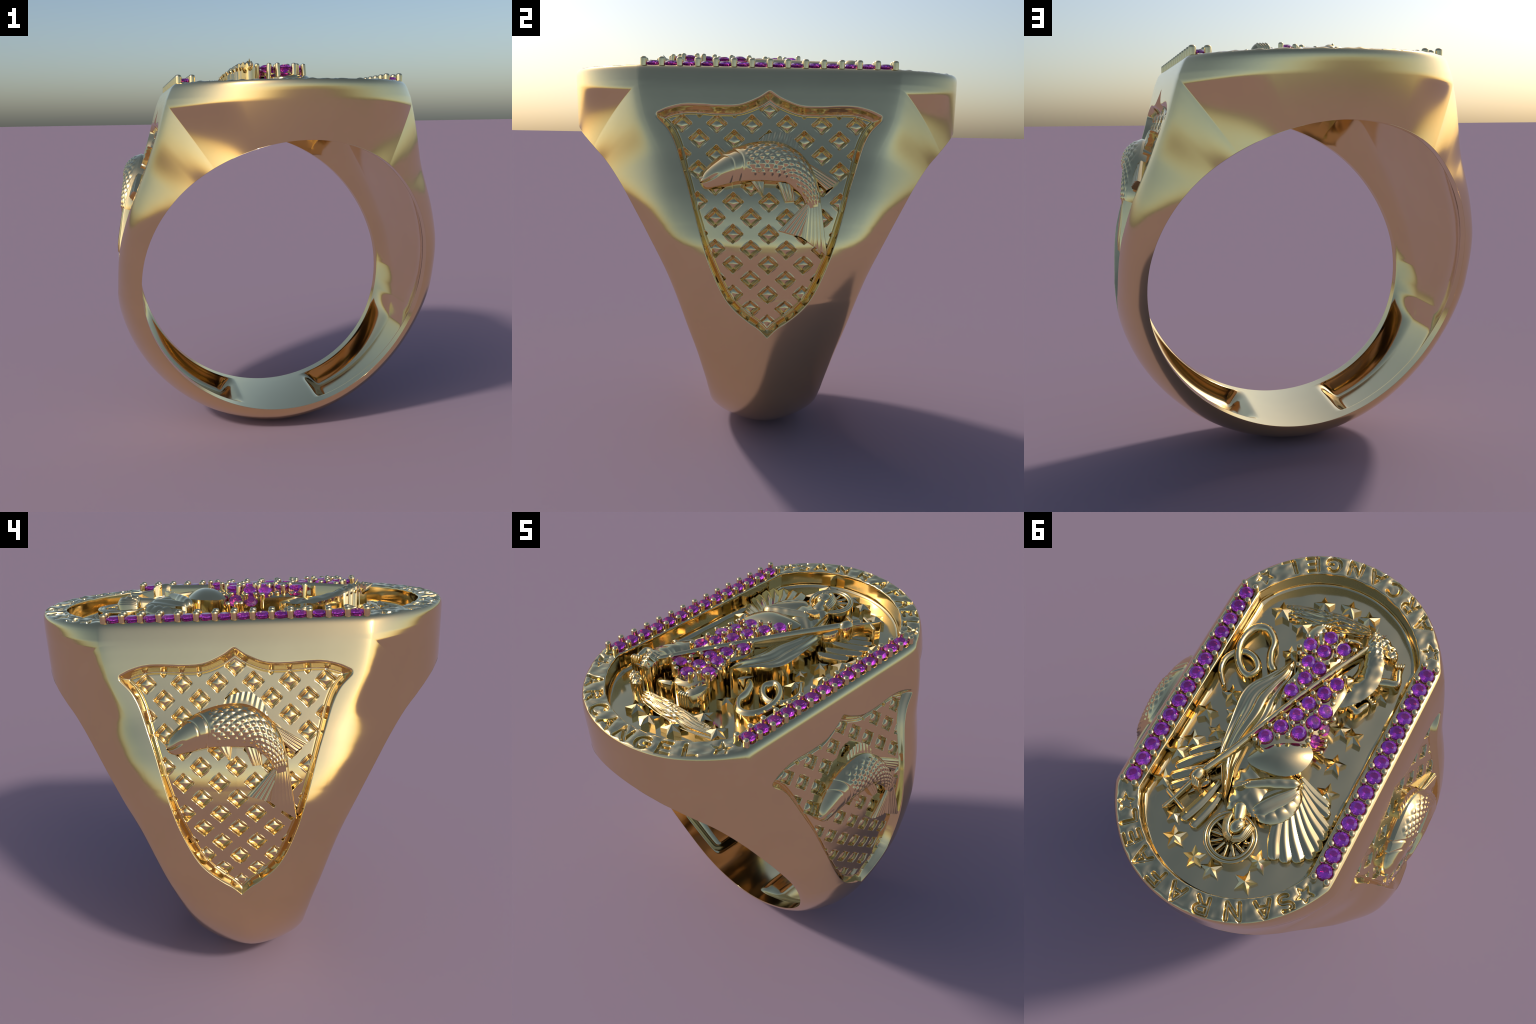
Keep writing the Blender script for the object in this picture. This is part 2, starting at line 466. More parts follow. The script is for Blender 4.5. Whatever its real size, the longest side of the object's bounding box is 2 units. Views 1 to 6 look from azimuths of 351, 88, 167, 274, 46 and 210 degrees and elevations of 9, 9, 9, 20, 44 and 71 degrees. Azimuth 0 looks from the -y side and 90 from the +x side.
def strip_mesh(P, n=60, m=13, dome=.4, power=2.0, detail=None, base=1.73, cap=(True, True), mapping=on_top):
    """Ribbon of relief: rows of P are (u, v, half width, top height). Domed top, sheer sides down to base."""
    S = spline(P, n)
    tan = np.gradient(S[:, :2], axis=0); tan /= np.linalg.norm(tan, axis=1)[:, None] + 1e-12
    nor = np.stack([-tan[:, 1], tan[:, 0]], 1)
    L = np.r_[0, np.cumsum(np.hypot(*np.diff(S[:, :2], axis=0).T))]
    w = np.maximum(S[:, 2].copy(), 1e-4)
    fall = np.ones(n)
    for c, dist in ((cap[0], L), (cap[1], L[-1] - L)):
        if c:
            q = np.clip(dist / np.maximum(w, 1e-4), 0, 1)
            fall = np.minimum(fall, np.sqrt(np.clip(1 - (1 - q) ** 2, 0, 1)) * .97 + .03)
    u = np.sin(np.linspace(-1, 1, m) * math.pi / 2)
    cu = S[:, 0:1] + nor[:, 0:1] * u * (w * fall)[:, None]
    cv = S[:, 1:2] + nor[:, 1:2] * u * (w * fall)[:, None]
    b = base(cu, cv) if callable(base) else base
    H = S[:, 3:4] - dome * w[:, None] * np.abs(u) ** power - (dome * w * (1 - fall))[:, None]
    if detail is not None: H = H + detail(np.linspace(0, 1, n)[:, None] + 0 * u, u + 0 * cu, cu, cv)
    H = np.maximum(H, b + .002)
    skirt_l = np.stack([cu[:, :1], cv[:, :1], 0 * cu[:, :1]], -1)
    U = np.concatenate([cu[:, :1], cu, cu[:, -1:]], 1); W = np.concatenate([cv[:, :1], cv, cv[:, -1:]], 1)
    bb = b if np.ndim(b) else np.full(cu.shape, b)
    HH = np.concatenate([bb[:, :1] - .004, H, bb[:, -1:] - .004], 1)
    # close both ends
    U = np.vstack([U[:1], U, U[-1:]]); W = np.vstack([W[:1], W, W[-1:]])
    HH = np.vstack([np.full((1, m + 2), 0.0) + HH[0, 0], HH, np.full((1, m + 2), 0.0) + HH[-1, 0]])
    G = mapping(U, W, HH)
    return G.reshape(-1, 3), grid_faces(G.shape[0], G.shape[1], flip=True)

def angle_smooth(o, deg=50):
    me = o.data
    me.polygons.foreach_set("use_smooth", [True] * len(me.polygons))
    me.set_sharp_from_angle(angle=math.radians(deg))

def strip(name, P, parent=ROOT, mat=GOLD, **kw):
    Vv, Ff = strip_mesh(np.asarray(P, float), **kw)
    o = mesh_object(name, Vv, Ff, mat, parent); angle_smooth(o); return o

def joined(name, meshes, parent=ROOT, mat=GOLD, deg=50):
    Vv, Ff, c = [], [], 0
    for v, f in meshes:
        Vv.append(v); Ff += [[int(i) + c for i in q] for q in f]; c += len(v)
    o = mesh_object(name, np.vstack(Vv), Ff, mat, parent); angle_smooth(o, deg)
    if name in ("hair", "spike", "claw", "toe"): o["kind"] = "stuff"
    return o

def blob_mesh(outline, center, h_edge, h_mid, n=90, m=26, power=2.0, detail=None, base=1.73, mapping=on_top):
    """Star-shaped patch of relief: domed from h_edge at its outline to h_mid at its centre, sheer sides."""
    S = spline(outline, n + 1, closed=True)[:-1, :2]
    c = np.asarray(center, float); t = np.linspace(0, 1, m)
    U = c[0] + (S[None, :, 0] - c[0]) * t[:, None]; W = c[1] + (S[None, :, 1] - c[1]) * t[:, None]
    H = h_edge + (h_mid - h_edge) * (1 - t[:, None] ** power) + 0 * U
    if detail is not None: H = H + detail(t[:, None] + 0 * U, U, W)
    U = np.vstack([U, U[-1:]]); W = np.vstack([W, W[-1:]]); H = np.vstack([H, np.full((1, n), base - .004)])
    G = mapping(U, W, H); G = np.concatenate([G, G[:, :1]], 1)
    return G.reshape(-1, 3), grid_faces(G.shape[0], G.shape[1], flip=False)

def blob(name, *a, parent=ROOT, **kw):
    v, f = blob_mesh(*a, **kw); o = mesh_object(name, v, f, GOLD, parent); angle_smooth(o); return o

# ------------------------------------------------------------------ gems and prongs
def gem_mesh(R, name):
    V, F = [], []
    n = 12
    def ring(r, z, off, k=n):
        i0 = len(V)
        for j in range(k):
            a = 2 * math.pi * (j + off) / k; V.append((r * math.cos(a), r * math.sin(a), z))
        return list(range(i0, i0 + k))
    t = ring(R * .58, R * .34, .5); c = ring(R * .86, R * .17, 0); g = ring(R, R * .03, .5); g2 = ring(R, -R * .03, .5)
    p = ring(R * .55, -R * .45, 0); V.append((0, 0, -R * .86)); apex = len(V) - 1
    F.append(t)
    for j in range(n):
        k = (j + 1) % n
        F += [(t[j], c[k], t[k])][::1]
        F += [(c[j], c[k], t[j])]
        F += [(c[j], g[j], c[k])]
        F += [(g[j], g[k], c[k])]
        F += [(g[j], g2[j], g2[k], g[k])]
        F += [(g2[j], p[k], g2[k])]
        F += [(g2[j], p[j], p[k])]
        F += [(p[j], apex, p[k])]
    me = bpy.data.meshes.new(name); me.from_pydata(V, [], F); me.materials.append(GEM); me.update()
    import bmesh
    bm = bmesh.new(); bm.from_mesh(me); bmesh.ops.recalc_face_normals(bm, faces=bm.faces); bm.to_mesh(me); bm.free()
    return me

def prong_mesh(R, h, depth, name):
    prof = [(R, -depth), (R, h - R * .75), (R * .95, h - R * .42), (R * .78, h - R * .18), (R * .45, h - R * .04), (.0001, h)]
    n = 16; V, F = [], []
    for r, z in prof:
        for j in range(n):
            a = 2 * math.pi * j / n; V.append((r * math.cos(a), r * math.sin(a), z))
    for i in range(len(prof) - 1):
        for j in range(n):
            F.append((i * n + j, i * n + (j + 1) % n, (i + 1) * n + (j + 1) % n, (i + 1) * n + j))
    me = bpy.data.meshes.new(name); me.from_pydata(V, [], F); me.materials.append(GOLD)
    me.polygons.foreach_set("use_smooth", [True] * len(me.polygons)); me.update()
    return me

def place(name, me, loc, rot=(0, 0, 0), scale=1.0, parent=ROOT):
    o = bpy.data.objects.new(name, me); link(o, parent)
    o.location = loc; o.rotation_euler = rot; o.scale = (scale,) * 3
    return o

ROWGEM = gem_mesh(ROW_R, "gemstone")
ROWPRONG = prong_mesh(.0158, .043, .03, "prong")
for sx in (1, -1):
    for gy_ in row_y:
        place("gemstone", ROWGEM, (sx * ROW_X, gy_, 1.878), (0, 0, RNG.uniform(0, .5)))
    for k in range(15):
        py = (k - 7) * ROW_STEP
        for px in (.470, .533):
            place("prong", ROWPRONG, (sx * px, py, 1.864))

# ------------------------------------------------------------------ stars on the floor
def star_mesh(name):
    V, F = [], []
    P = star_poly(1.0, .46, 0)
    for (x, y) in P: V.append((x, y, -1.4))
    for k, (x, y) in enumerate(P): V.append((x, y, 0.0 if k % 2 == 0 else .10))
    V.append((0, 0, .42)); 
    for k in range(10):
        j = (k + 1) % 10
        F.append((k, 10 + k, 10 + j, j)); F.append((10 + k, 20, 10 + j))
    me = bpy.data.meshes.new(name); me.from_pydata(V, [], F); me.materials.append(GOLD); me.update()
    return me
STAR = star_mesh("star")
STARS = [(.133, -.708, .055), (.004, -.747, .056), (-.109, -.736, .056), (.307, -.577, .060), (.175, -.545, .055), (.157, -.383, .045),
         (.311, -.05, .052), (.38, .088, .054), (.283, .161, .046), (.362, .245, .052), (.401, .332, .056), (.387, .49, .055),
         (.197, .708, .056), (.066, .75, .054), (-.027, .763, .052), (-.206, .633, .056), (-.198, .746, .056), (-.339, .193, .056),
         (-.303, .045, .056), (-.319, -.118, .056), (-.25, -.127, .050), (-.339, -.384, .05), (.254, .618, .042), (.257, .039, .04)]
for x, y, R in STARS:
    place("star", STAR, (x, y, 1.797), (RNG.uniform(-.08, .08), RNG.uniform(-.08, .08), math.pi + .35 + RNG.uniform(-.25, .25)), R * 1.06)

# ------------------------------------------------------------------ angel
def pits(gems, R=.036, slope=1.2, lim=.03):
    def f(u, v):
        d = np.zeros(np.shape(u))
        for g in gems: d = np.maximum(d, np.clip((R - np.hypot(u - g[0], v - g[1])) * slope, 0, lim))
        return d
    return f
GEMS = [(.064, -.407), (-.009, -.485), (-.094, -.456), (-.013, -.403), (.029, -.32), (-.032, -.312), (.005, -.235), (.034, -.148),
        (-.147, -.276), (-.114, -.206), (-.072, -.126), (-.047, -.047), (-.01, .039), (-.1, .028), (.031, .116), (-.161, -.128), (-.137, -.054)]
PIT = pits(GEMS)

def folds(freq, amp, slant=0.0):
    def f(s, u, x, y): return amp * np.sin(u * freq + slant * s * 6 + .7) * (1 - .3 * u ** 2)
    return f
ANGEL = blob("angel", [(.047, .449), (.03, .492), (-.02, .47), (-.075, .475), (-.118, .459), (-.14, .404), (-.12, .335), (-.052, .25), (.04, .247), (.075, .33)],
             (-.03, .37), 1.868, 1.902, n=140, m=40, detail=lambda t, x, y: .004 * np.sin((x * 60 + y * 95)) * t)
# leaning cape: mid line between its two edges
cape = [(.098, -.30, .008, 1.915), (.106, -.222, .038, 1.917), (.128, -.160, .054, 1.914), (.155, -.07, .086, 1.910), (.151, .02, .088, 1.907),
        (.155, .11, .070, 1.902), (.155, .18, .058, 1.898), (.146, .25, .052, 1.893), (.122, .32, .032, 1.888), (.088, .40, .020, 1.88), (.066, .46, .010, 1.872)]
def cape_detail(s, u, x, y):
    return .009 * np.sin(u * 4.6 + 2.2 * s) + .0035 * np.sin(u * 9 - 3 * s + 1) + .0022 * np.sin(u * 17 + 5 * s)
strip("cape", cape, ANGEL, n=140, m=61, dome=.18, power=3, detail=cape_detail)
# thigh-like round of the tunic above the belt
blob("tunic", [(.059, .243), (.05, .18), (.015, .115), (-.06, .065), (-.14, .045), (-.20, .075), (-.208, .14), (-.18, .205), (-.12, .248), (-.04, .262), (.02, .262)],
     (-.075, .165), 1.904, 1.944, parent=ANGEL, n=120, m=40)
# two legs of the gem-set tunic
leg1 = [(.05, -.10, .02, 1.925), (.025, -.17, .052, 1.928), (.0, -.25, .060, 1.930), (.0, -.33, .078, 1.930), (-.005, -.42, .095, 1.928), (-.02, -.50, .075, 1.918), (-.03, -.55, .03, 1.90)]
leg2 = [(.03, .17, .03, 1.93), (-.01, .09, .075, 1.932), (-.065, .01, .095, 1.93), (-.105, -.08, .088, 1.925), (-.125, -.17, .075, 1.922), (-.145, -.27, .060, 1.92), (-.16, -.33, .035, 1.90)]
for lg in (leg1, leg2):
    strip("tunic_leg", lg, ANGEL, n=150, m=61, dome=.22, power=2.6, detail=lambda s, u, x, y: -PIT(x, y))
strip("foot", [(.055, -.435, .034, 1.912), (.078, -.485, .036, 1.908), (.072, -.525, .034, 1.902), (.058, -.562, .026, 1.892)], ANGEL, n=50, m=21, dome=.45)
joined("toe", [strip_mesh(np.array([(.038 + k * .0125, -.556 + k * .003, .0068, 1.893), (.034 + k * .0125, -.572 + k * .003, .0066, 1.890), (.031 + k * .0125, -.583 + k * .004, .005, 1.882)]), n=14, m=9, dome=.8) for k in range(4)], ANGEL)
strip("tunic_lining", [(.10, -.28, .05, 1.868), (.085, -.16, .09, 1.876), (.07, -.05, .11, 1.880), (.05, .06, .12, 1.882), (.04, .17, .12, 1.880), (.05, .27, .08, 1.872), (.06, .36, .05, 1.86)], ANGEL, n=60, m=21, dome=.2)
strip("tunic_lining", [(-.02, -.20, .05, 1.89), (-.05, -.29, .07, 1.89), (-.06, -.38, .075, 1.885), (-.07, -.46, .06, 1.88)], ANGEL, n=50, m=17, dome=.2)
strip("foot", [(-.14, -.31, .026, 1.90), (-.185, -.355, .024, 1.885), (-.21, -.37, .012, 1.87)], ANGEL, n=40, m=17, dome=.5)
# arms
strip("arm", [(.02, .365, .026, 1.915), (-.066, .31, .027, 1.918), (-.128, .277, .034, 1.918), (-.183, .25, .034, 1.914), (-.222, .236, .024, 1.905)], ANGEL,
      n=90, m=25, dome=.8, detail=lambda s, u, x, y: .0010 * np.sin(s * 30 + u * 1.5) * smoothstep(.36, .5, s))
strip("arm", [(-.215, .245, .026, 1.895), (-.18, .30, .044, 1.90), (-.14, .355, .052, 1.902), (-.10, .42, .052, 1.898), (-.07, .455, .04, 1.885)], ANGEL,
      n=90, m=31, dome=.5, detail=lambda s, u, x, y: .0035 * np.sin(u * 7 + s * 3))
for k in range(4):
    q = k - 1.5
    strip("finger", [(.0 + q * .007, .353 - q * -.009, .0052, 1.922), (.028 + q * .006, .372 + q * .010, .0050, 1.920), (.05 + q * .003, .386 + q * .008, .004, 1.911)], ANGEL, n=20, m=9, dome=.9)
strip("hand", [(.205, .378, .018, 1.915), (.222, .402, .027, 1.932), (.232, .436, .027, 1.930), (.228, .462, .016, 1.912)], ANGEL, n=40, m=19, dome=.8)
for k in range(4):
    strip("finger", [(.236 - k * .011, .438 + k * .004, .0055, 1.935), (.228 - k * .011, .462 + k * .003, .0055, 1.926), (.215 - k * .010, .476, .004, 1.912)], ANGEL, n=18, m=9, dome=.9)
strip("sleeve", [(.215, .375, .018, 1.905), (.19, .33, .024, 1.90), (.16, .29, .02, 1.90)], ANGEL, n=30, m=15, dome=.6)
# head, hair, neck
strip("neck", [(-.005, .42, .05, 1.893), (-.025, .47, .036, 1.898), (-.04, .515, .030, 1.902), (-.047, .535, .026, 1.90)], ANGEL, n=30, m=17, dome=.7)
def uv_ball(c, rx, ry, rz, rot=0.0, n=28, m=18, detail=None):
    V = []
    for i in range(m + 1):
        ph = -math.pi / 2 + math.pi * i / m
        for j in range(n + 1):
            a = 2 * math.pi * j / n
            x, y, z = rx * math.cos(ph) * math.cos(a), ry * math.cos(ph) * math.sin(a), rz * math.sin(ph)
            V.append((c[0] + x * math.cos(rot) - y * math.sin(rot), c[1] + x * math.sin(rot) + y * math.cos(rot), c[2] + z))
    return np.array(V), grid_faces(m + 1, n + 1)
HEAD = joined("head", [uv_ball((-.054, .548, 1.880), .036, .046, .040, -.35), uv_ball((-.066, .556, 1.914), .006, .013, .010, -.35),
                       uv_ball((-.048, .556, 1.907), .010, .007, .008, -.35), uv_ball((-.076, .540, 1.904), .010, .007, .008, -.35),
                       uv_ball((-.058, .520, 1.905), .013, .010, .010, -.35)], ANGEL)
hair = []
for k, (off, z) in enumerate([(.0, 1.908), (.006, 1.903), (.012, 1.896), (.018, 1.888)]):
    hair.append(strip_mesh(np.array([(-.004 + off * .7, .50 + off * .2, .009, z - .012), (-.008 + off, .545, .010, z), (-.03 + off * .8, .592 + off * .4, .010, z), (-.058, .606 + off * .7, .009, z - .002)]), n=30, m=9, dome=.9))
    hair.append(strip_mesh(np.array([(-.104 - off * .6, .508 - off * .1, .009, z - .012), (-.098 - off, .545, .010, z), (-.09 - off * .6, .584 + off * .5, .010, z), (-.058, .606 + off * .7, .009, z - .002)]), n=30, m=9, dome=.9))
joined("hair", hair, ANGEL)
# halo: double ring on a sheer wall, with spokes
def lathe(c, prof, n=96):
    a = np.linspace(0, 2 * math.pi, n + 1)
    G = np.stack([np.stack([c[0] + r * np.cos(a), c[1] + r * np.sin(a), np.full(n + 1, z)], -1) for r, z in prof])
    return G.reshape(-1, 3), grid_faces(len(prof), n + 1)
HC = (-.045, .600)
prof = [(.127, 1.72), (.127, 1.846)]
for c_, w_ in ((.118, .009), (.101, .0085)):
    prof += [(c_ + w_ * math.cos(t), 1.850 + w_ * 1.1 * math.sin(t)) for t in np.linspace(0, math.pi, 11)]
prof += [(.092, 1.846), (.092, 1.72)]
halo = [lathe(HC, prof)]
for k in range(12):
    a = 2 * math.pi * (k + .3) / 12
    halo.append(strip_mesh(np.array([(HC[0] + r * math.cos(a), HC[1] + r * math.sin(a), .0075, 1.853) for r in (.03, .06, .096)]), n=12, m=9, dome=1.0, base=1.80))
joined("halo", halo, ANGEL)

# ---- wings
def feather(p0, p1, w, z0, z1, bend=0.0, groove=True):
    p0, p1 = np.array(p0), np.array(p1); d = p1 - p0; nrm = np.array([-d[1], d[0]])
    P = []
    for t, wf in ((0, .55), (.25, .85), (.55, 1.0), (.85, .95), (1.0, .75)):
        q = p0 + d * t + nrm * bend * math.sin(t * math.pi)
        P.append((q[0], q[1], w * wf, z0 + (z1 - z0) * t))
    det = (lambda s, u, x, y: .0012 * np.cos(u * 6.3)) if groove else None
    return np.array(P), det
tips = [(-.273, .597), (-.329, .582), (-.384, .552), (-.428, .508), (-.440, .461), (-.438, .399), (-.432, .352), (-.402, .288), (-.380, .250)]
roots = [(-.200, .415), (-.214, .380), (-.222, .350), (-.226, .319), (-.229, .288), (-.226, .264), (-.221, .238), (-.210, .213), (-.192, .188)]
for k, (a, b) in enumerate(zip(roots, tips)):
    P, det = feather(a, b, .034 if k < 6 else .023, 1.856 - .002 * k, 1.822 - .0005 * k, bend=-.05)
    strip("feather", P, ANGEL, n=70, m=17, dome=.42, detail=det)
strip("wing", [(-.10, .465, .02, 1.878), (-.16, .43, .04, 1.880), (-.198, .375, .05, 1.878), (-.212, .31, .045, 1.872), (-.214, .25, .03, 1.866)], ANGEL, n=80, m=31, dome=.5,
      detail=lambda s, u, x, y: .005 * np.abs(np.sin(s * 17)) * np.clip(1.1 - np.abs(u), 0, 1))
ltips = [(.349, .322), (.370, .408), (.367, .464), (.345, .512), (.305, .540), (.215, .625), (.155, .635)]
lroots = [(.220, .205), (.222, .262), (.200, .335), (.19, .385), (.18, .40), (.138, .372), (.103, .425)]
for k, (a, b) in enumerate(zip(lroots, ltips)):
    P, det = feather(a, b, [.025, .026, .026, .024, .022, .026, .025][k], 1.838, 1.812, bend=.03 if k > 4 else -.02)
    strip("feather", P, ANGEL, n=70, m=17, dome=.5, detail=det)

# ------------------------------------------------------------------ staff with cross
STAFF = strip("staff", [(.214, .395, .0175, 1.927), (.133, .22, .0170, 1.934), (.06, .04, .0155, 1.946), (-.011, -.134, .0145, 1.954), (-.10, -.325, .0135, 1.959), (-.196, -.528, .010, 1.955)],
              n=80, m=13, dome=1.0, base=lambda u, v: 1.86 + 0 * u)
strip("staff_tip", [(.30, .628, .0075, 1.880), (.276, .562, .0075, 1.884), (.25, .49, .008, 1.90), (.226, .422, .009, 1.91)], STAFF, n=30, m=9, dome=.8)
strip("cross_bar", [(.330, .538, .0085, 1.880), (.270, .563, .0085, 1.882), (.207, .588, .0085, 1.880)], STAFF, n=30, m=9, dome=.8)

# figure gems
FIGGEM = gem_mesh(.034, "gemstone")
FIGPRONG = prong_mesh(.0125, .034, .05, "prong")
for i, g in enumerate(GEMS):
    tx = .25 if i > 14 else 0
    place("gemstone", FIGGEM, (g[0], g[1], 1.945 if i < 15 else 1.936), (RNG.uniform(-.06, .06), -tx + RNG.uniform(-.06, .06), RNG.uniform(0, .5)), parent=ANGEL)
for g, t in (((-.191, -.06, 1.893), -.8), ((-.180, .015, 1.893), -.9)):
    place("gemstone", FIGGEM, g, (0, t, 0), parent=ANGEL)
PRONGS = [(.094, -.439), (.055, -.459), (.033, -.499), (.015, -.435), (.102, -.366), (.088, -.334), (.027, -.377), (.063, -.278), (-.014, -.346), (-.061, -.35),
          (.012, -.277), (-.04, -.259), (-.075, -.401), (-.044, -.438), (.047, -.193), (-.008, -.185), (.046, -.098), (-.101, -.247), (-.071, -.175), (-.033, -.095),
          (-.163, -.217), (-.119, -.147), (-.088, -.075), (-.125, -.097), (-.005, -.012), (-.055, .005), (.034, .063), (-.093, -.019), (-.021, .093), (-.063, .066),
          (.063, .158), (-.15, .001), (-.049, -.517), (-.09, -.503), (-.142, -.472), (-.169, -.32)]
for p in PRONGS:
    place("prong", FIGPRONG, (p[0], p[1], 1.931), (RNG.uniform(-.08, .08), RNG.uniform(-.08, .08), 0), parent=ANGEL)
for p in [(-.177, -.082), (-.187, -.037), (-.148, .036), (-.164, -.186), (-.204, -.116)]:
    place("prong", FIGPRONG, (p[0], p[1], 1.900), (0, -.35, 0), parent=ANGEL)
for p in [(-.204, -.013), (-.213, .010), (-.212, .05)]:
    place("prong", FIGPRONG, (p[0], p[1], 1.872), (0, -.9, 0), parent=ANGEL)

# ------------------------------------------------------------------ serpent tail, dragon, fur
CURL = [(.166, -.238), (.202, -.257), (.232, -.313), (.250, -.38), (.307, -.428), (.358, -.418), (.39, -.365), (.394, -.285), (.362, -.211), (.312, -.166), (.271, -.164),
        (.254, -.211), (.292, -.257), (.348, -.271), (.398, -.245), (.425, -.192), (.419, -.134), (.391, -.092), (.356, -.054)]
cz = np.interp(np.arange(19), [0, 4, 7, 11, 13, 15, 18], [1.872, 1.872, 1.876, 1.868, 1.860, 1.862, 1.852])
cw = np.interp(np.arange(19), [0, 10, 16, 18], [.0215, .0205, .0175, .0105])
strip("serpent_tail", [(p[0], p[1], w, z) for p, w, z in zip(CURL, cw, cz)], n=220, m=17, dome=.9)

fur = [(.34, -.585, .032, 1.796), (.275, -.602, .042, 1.806), (.185, -.620, .052, 1.818), (.090, -.634, .056, 1.828), (-.003, -.648, .052, 1.834), (-.089, -.656, .042, 1.834), (-.160, -.656, .026, 1.83)]
strip("fur_tail", fur, n=260, m=71, dome=.5, detail=lambda s, u, x, y: .0030 * np.sin(u * 15 + 2.0 * np.sin(s * 11 + u * 2) + s * 5) + .0022 * np.sin(u * 31 + 1.5 * np.sin(s * 17) - s * 16))

drag = [(-.186, -.615, .020, 1.955), (-.206, -.568, .032, 1.962), (-.232, -.516, .043, 1.955), (-.255, -.459, .050, 1.935), (-.262, -.381, .056, 1.915), (-.232, -.305, .056, 1.905), (-.195, -.235, .038, 1.895), (-.171, -.193, .014, 1.885)]
def drag_detail(s, u, x, y):
    head = np.clip(1 - s * 2.6, 0, 1)
    return .012 * wob(x, y, 130.0) * head + .004 * np.abs(np.sin(s * 40)) * np.clip(-u, 0, 1) - .018 * np.clip(-u, 0, 1) ** 2 + .003 * wob(x, y, 60.0)
strip("fish_hook", [(-.06, -.535, .016, 1.880), (-.10, -.556, .015, 1.878), (-.138, -.562, .013, 1.870), (-.15, -.54, .010, 1.86)], n=40, m=13, dome=.9)
DRAGON = strip("dragon", drag, n=160, m=41, dome=.35, detail=drag_detail)
S = spline(np.array(drag), 40); tg = np.gradient(S[:, :2], axis=0); tg /= np.linalg.norm(tg, axis=1)[:, None]
def cone_mesh(base, tip, r, n=7):
    base, tip = Vector(base), Vector(tip); d = (tip - base).normalized()
    a = d.orthogonal().normalized(); b = d.cross(a)
    V = [base + (a * math.cos(2 * math.pi * j / n) + b * math.sin(2 * math.pi * j / n)) * r for j in range(n)] + [tip]
    return np.array([tuple(v) for v in V]), [(j, (j + 1) % n, n) for j in range(n)]
spikes = []
for i in range(3, 38, 2):
    nx, ny = tg[i, 1], -tg[i, 0]
    if nx > 0: nx, ny = -nx, -ny
    w = S[i, 2]
    bx, by = S[i, 0] + nx * w * .85, S[i, 1] + ny * w * .85
    spikes.append(cone_mesh((bx, by, S[i, 3] - .032), (bx + nx * .014, by + ny * .014 - .004, S[i, 3] - .024 + RNG.uniform(0, .008)), .010))
for p, q, r in [((-.190, -.555, 1.945), (-.197, -.575, 1.982), .013), ((-.215, -.57, 1.945), (-.228, -.582, 1.966), .010), ((-.20, -.61, 1.93), (-.19, -.645, 1.955), .012),
                ((-.225, -.545, 1.94), (-.245, -.553, 1.960), .010), ((-.22, -.60, 1.92), (-.245, -.63, 1.94), .011), ((-.24, -.51, 1.94), (-.262, -.516, 1.950), .010)]:
    spikes.append(cone_mesh(p, q, r))
joined("spike", spikes, DRAGON, deg=30)
legs = [[(-.295, -.42, .020, 1.872), (-.345, -.437, .021, 1.875), (-.390, -.453, .019, 1.876), (-.380, -.49, .018, 1.878), (-.368, -.525, .016, 1.878)],
        [(-.215, -.25, .020, 1.868), (-.25, -.238, .021, 1.872), (-.283, -.232, .020, 1.872), (-.300, -.263, .018, 1.872), (-.316, -.295, .016, 1.872)]]
for lg in legs:
    strip("leg", lg, DRAGON, n=60, m=17, dome=.8)
    e = np.array(lg[-1]); d = e[:2] - np.array(lg[-2])[:2]; d /= np.linalg.norm(d); pn = np.array([-d[1], d[0]])
    cl = []
    for k in (-1.2, -.4, .4, 1.2):
        b = e[:2] + pn * k * .011; t = b + d * .030 + pn * k * .010
        cl.append(strip_mesh(np.array([(b[0], b[1], .006, e[3] + .002), ((b + t)[0] / 2, (b + t)[1] / 2, .005, e[3] + .004), (t[0], t[1], .002, e[3] - .006)]), n=14, m=7, dome=.9))
    joined("claw", cl, DRAGON)
strip("dragon_wing", [(-.196, -.655, .018, 1.86), (-.25, -.628, .030, 1.852), (-.30, -.600, .028, 1.84), (-.332, -.575, .014, 1.825)], DRAGON, n=70, m=25, dome=.5,
      detail=lambda s, u, x, y: .008 * wob(x, y, 110.0))
strip("dragon_flank", [(-.19, -.50, .018, 1.88), (-.21, -.42, .022, 1.875), (-.19, -.34, .022, 1.872), (-.165, -.27, .02, 1.87)], DRAGON, n=50, m=15, dome=.6)

# ------------------------------------------------------------------ fish on each shoulder
prof_z = np.linspace(.6, 1.86, 300); prof_x = X_side(np.maximum(prof_z, .80))
prof_x = np.where(prof_z < .80, np.sqrt(np.maximum(.87 ** 2 - (prof_z - ZC) ** 2, 0)), prof_x)
def side_base(y, z):
    """Shield floor at (y, z): point on the shoulder profile and its outward normal."""
    x = np.interp(z, prof_z, prof_x) - floor_drop(z) - .10 * np.clip(np.abs(y) - .05, 0, 1) ** 2
    sl = np.interp(z, prof_z, np.gradient(prof_x, prof_z))
    n = np.sqrt(1 + sl ** 2)
    return x, 1 / n, -sl / n
def on_side(y, z, h):
    x, nx, nz = side_base(y, z)
    return np.stack([x + nx * h, y, z + nz * h], -1)
fish_body = [(-.312, 1.328, .018, .034), (-.285, 1.338, .036, .048), (-.231, 1.367, .056, .066), (-.15, 1.402, .073, .084), (-.055, 1.420, .085, .094), (.034, 1.419, .087, .094), (.107, 1.391, .071, .084),
             (.158, 1.336, .054, .070), (.188, 1.282, .040, .056), (.200, 1.225, .032, .044)]
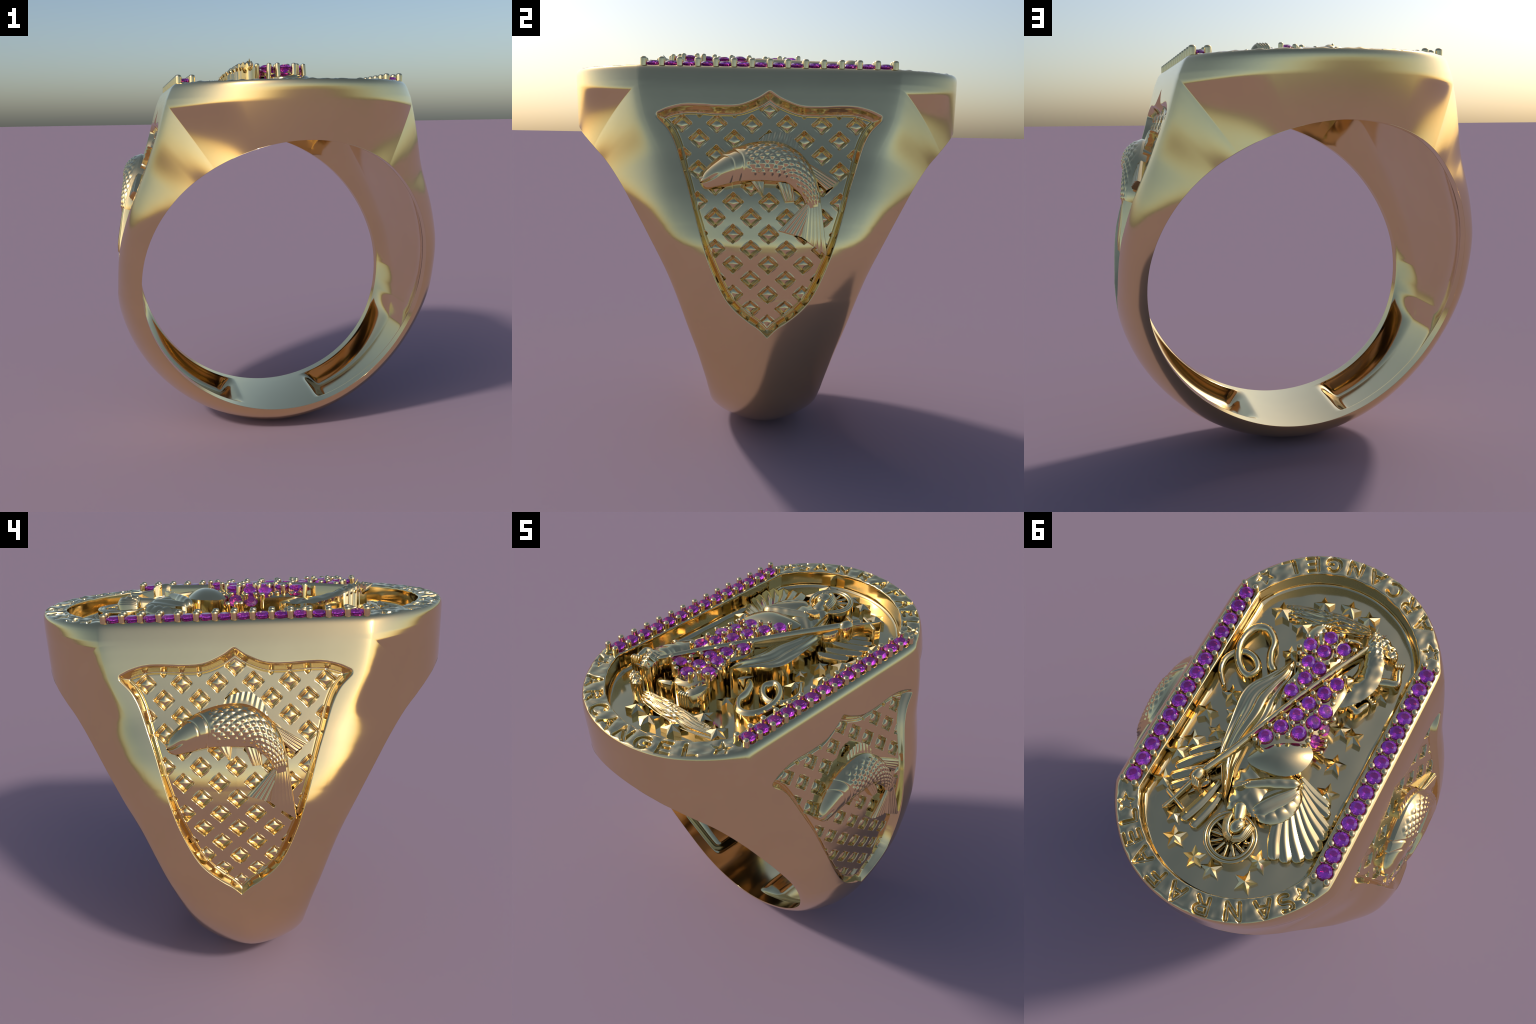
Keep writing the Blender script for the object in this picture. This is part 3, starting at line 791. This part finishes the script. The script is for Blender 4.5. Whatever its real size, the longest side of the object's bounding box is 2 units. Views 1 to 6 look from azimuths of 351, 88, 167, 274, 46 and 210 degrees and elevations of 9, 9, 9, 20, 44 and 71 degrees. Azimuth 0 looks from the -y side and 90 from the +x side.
def scales(s, u, y, z):
    # overlapping scale bumps behind the gill cover
    on = smoothstep(.34, .38, s) * smoothstep(.99, .95, s) * smoothstep(.92, .7, np.abs(u))
    a = s * 88; b = u * 8.5
    cell = np.abs(np.sin((a + b * 2.0) * .5)) * np.abs(np.sin((a - b * 2.0) * .5))
    gill = -.006 * np.exp(-((s - .33 + .05 * u * u) / .008) ** 2) - .004 * np.exp(-((s - .26 + .06 * u * u) / .007) ** 2)
    mouth = -.012 * np.exp(-((u + .25) / .12) ** 2) * smoothstep(.16, .04, s)
    return on * .0070 * cell + gill + mouth
def fin(pts, root_h, tip_h, rays=6):
    """Quadrilateral fin: (root a, root b, tip b, tip a), ribbed along its rays."""
    a, b, c, d = [np.array(p) for p in pts]
    n, m = 26, 37
    t = np.linspace(0, 1, n)[:, None]; v = np.linspace(0, 1, m)[None]
    Y = (a[0] * (1 - v) + b[0] * v) * (1 - t) + (d[0] * (1 - v) + c[0] * v) * t
    Z = (a[1] * (1 - v) + b[1] * v) * (1 - t) + (d[1] * (1 - v) + c[1] * v) * t
    H = root_h + (tip_h - root_h) * t + .0024 * np.cos(v * rays * 2 * math.pi) * (.4 + .6 * t) - .010 * (np.abs(v - .5) * 2) ** 8
    Y = np.pad(Y, 1, mode="edge"); Z = np.pad(Z, 1, mode="edge"); H = np.pad(H, 1, constant_values=-.012)
    G = on_side(Y, Z, H)
    return G.reshape(-1, 3), grid_faces(n + 2, m + 2)
for turn in (0, math.pi):
    v, f = strip_mesh(np.array(fish_body), n=260, m=61, dome=.55, power=2.2, detail=scales, base=-.012, cap=(True, False), mapping=on_side)
    FISH = mesh_object("fish", v, f); angle_smooth(FISH, 60); FISH.rotation_euler = (0, 0, turn)
    def add(name, meshes):
        o = joined(name, meshes, FISH, deg=60); return o
    add("tail_fin", [fin([(.168, 1.245), (.232, 1.245), (.262, 1.020), (.145, 1.100)], .040, .034, 6), fin([(.168, 1.250), (.205, 1.245), (.150, 1.098), (.044, 1.126)], .038, .030, 5)])
    lobe = [(-.060, 1.488), (-.052, 1.512), (-.021, 1.543), (.025, 1.556), (.068, 1.556), (.105, 1.532), (.128, 1.506), (.138, 1.470), (.146, 1.440), (.07, 1.470), (0, 1.49)]
    add("fin", [blob_mesh(lobe, (.045, 1.505), .030, .034, n=110, m=16, base=-.01, mapping=on_side,
                          detail=lambda t, y, z: .0022 * np.sin((y - .25 * (z - 1.45)) * 260) * smoothstep(.15, .6, t))])
    add("fin", [fin([(.165, 1.425), (.208, 1.345), (.258, 1.302), (.316, 1.342)], .036, .030, 5)])
    add("fin", [fin([(-.086, 1.338), (-.02, 1.336), (-.027, 1.280), (-.034, 1.280)], .030, .022, 3)])
    add("fin", [fin([(.036, 1.335), (.108, 1.322), (.116, 1.258), (.072, 1.254)], .030, .022, 4)])
    add("fin", [fin([(-.112, 1.402), (-.095, 1.380), (-.045, 1.358), (-.012, 1.386)], .072, .082, 4)])
    x, nx, nz = side_base(np.array(-.222), np.array(1.398)); h = .050
    e = uv_ball((float(x + nx * h), -.222, float(1.398 + nz * h)), .008, .013, .010)
    add("eye", [e])
    add("jaw", [strip_mesh(np.array([(-.318, 1.345, .008, .034), (-.28, 1.345, .010, .046), (-.235, 1.345, .006, .050)]), n=24, m=9, dome=.9, base=0.0, mapping=on_side)])
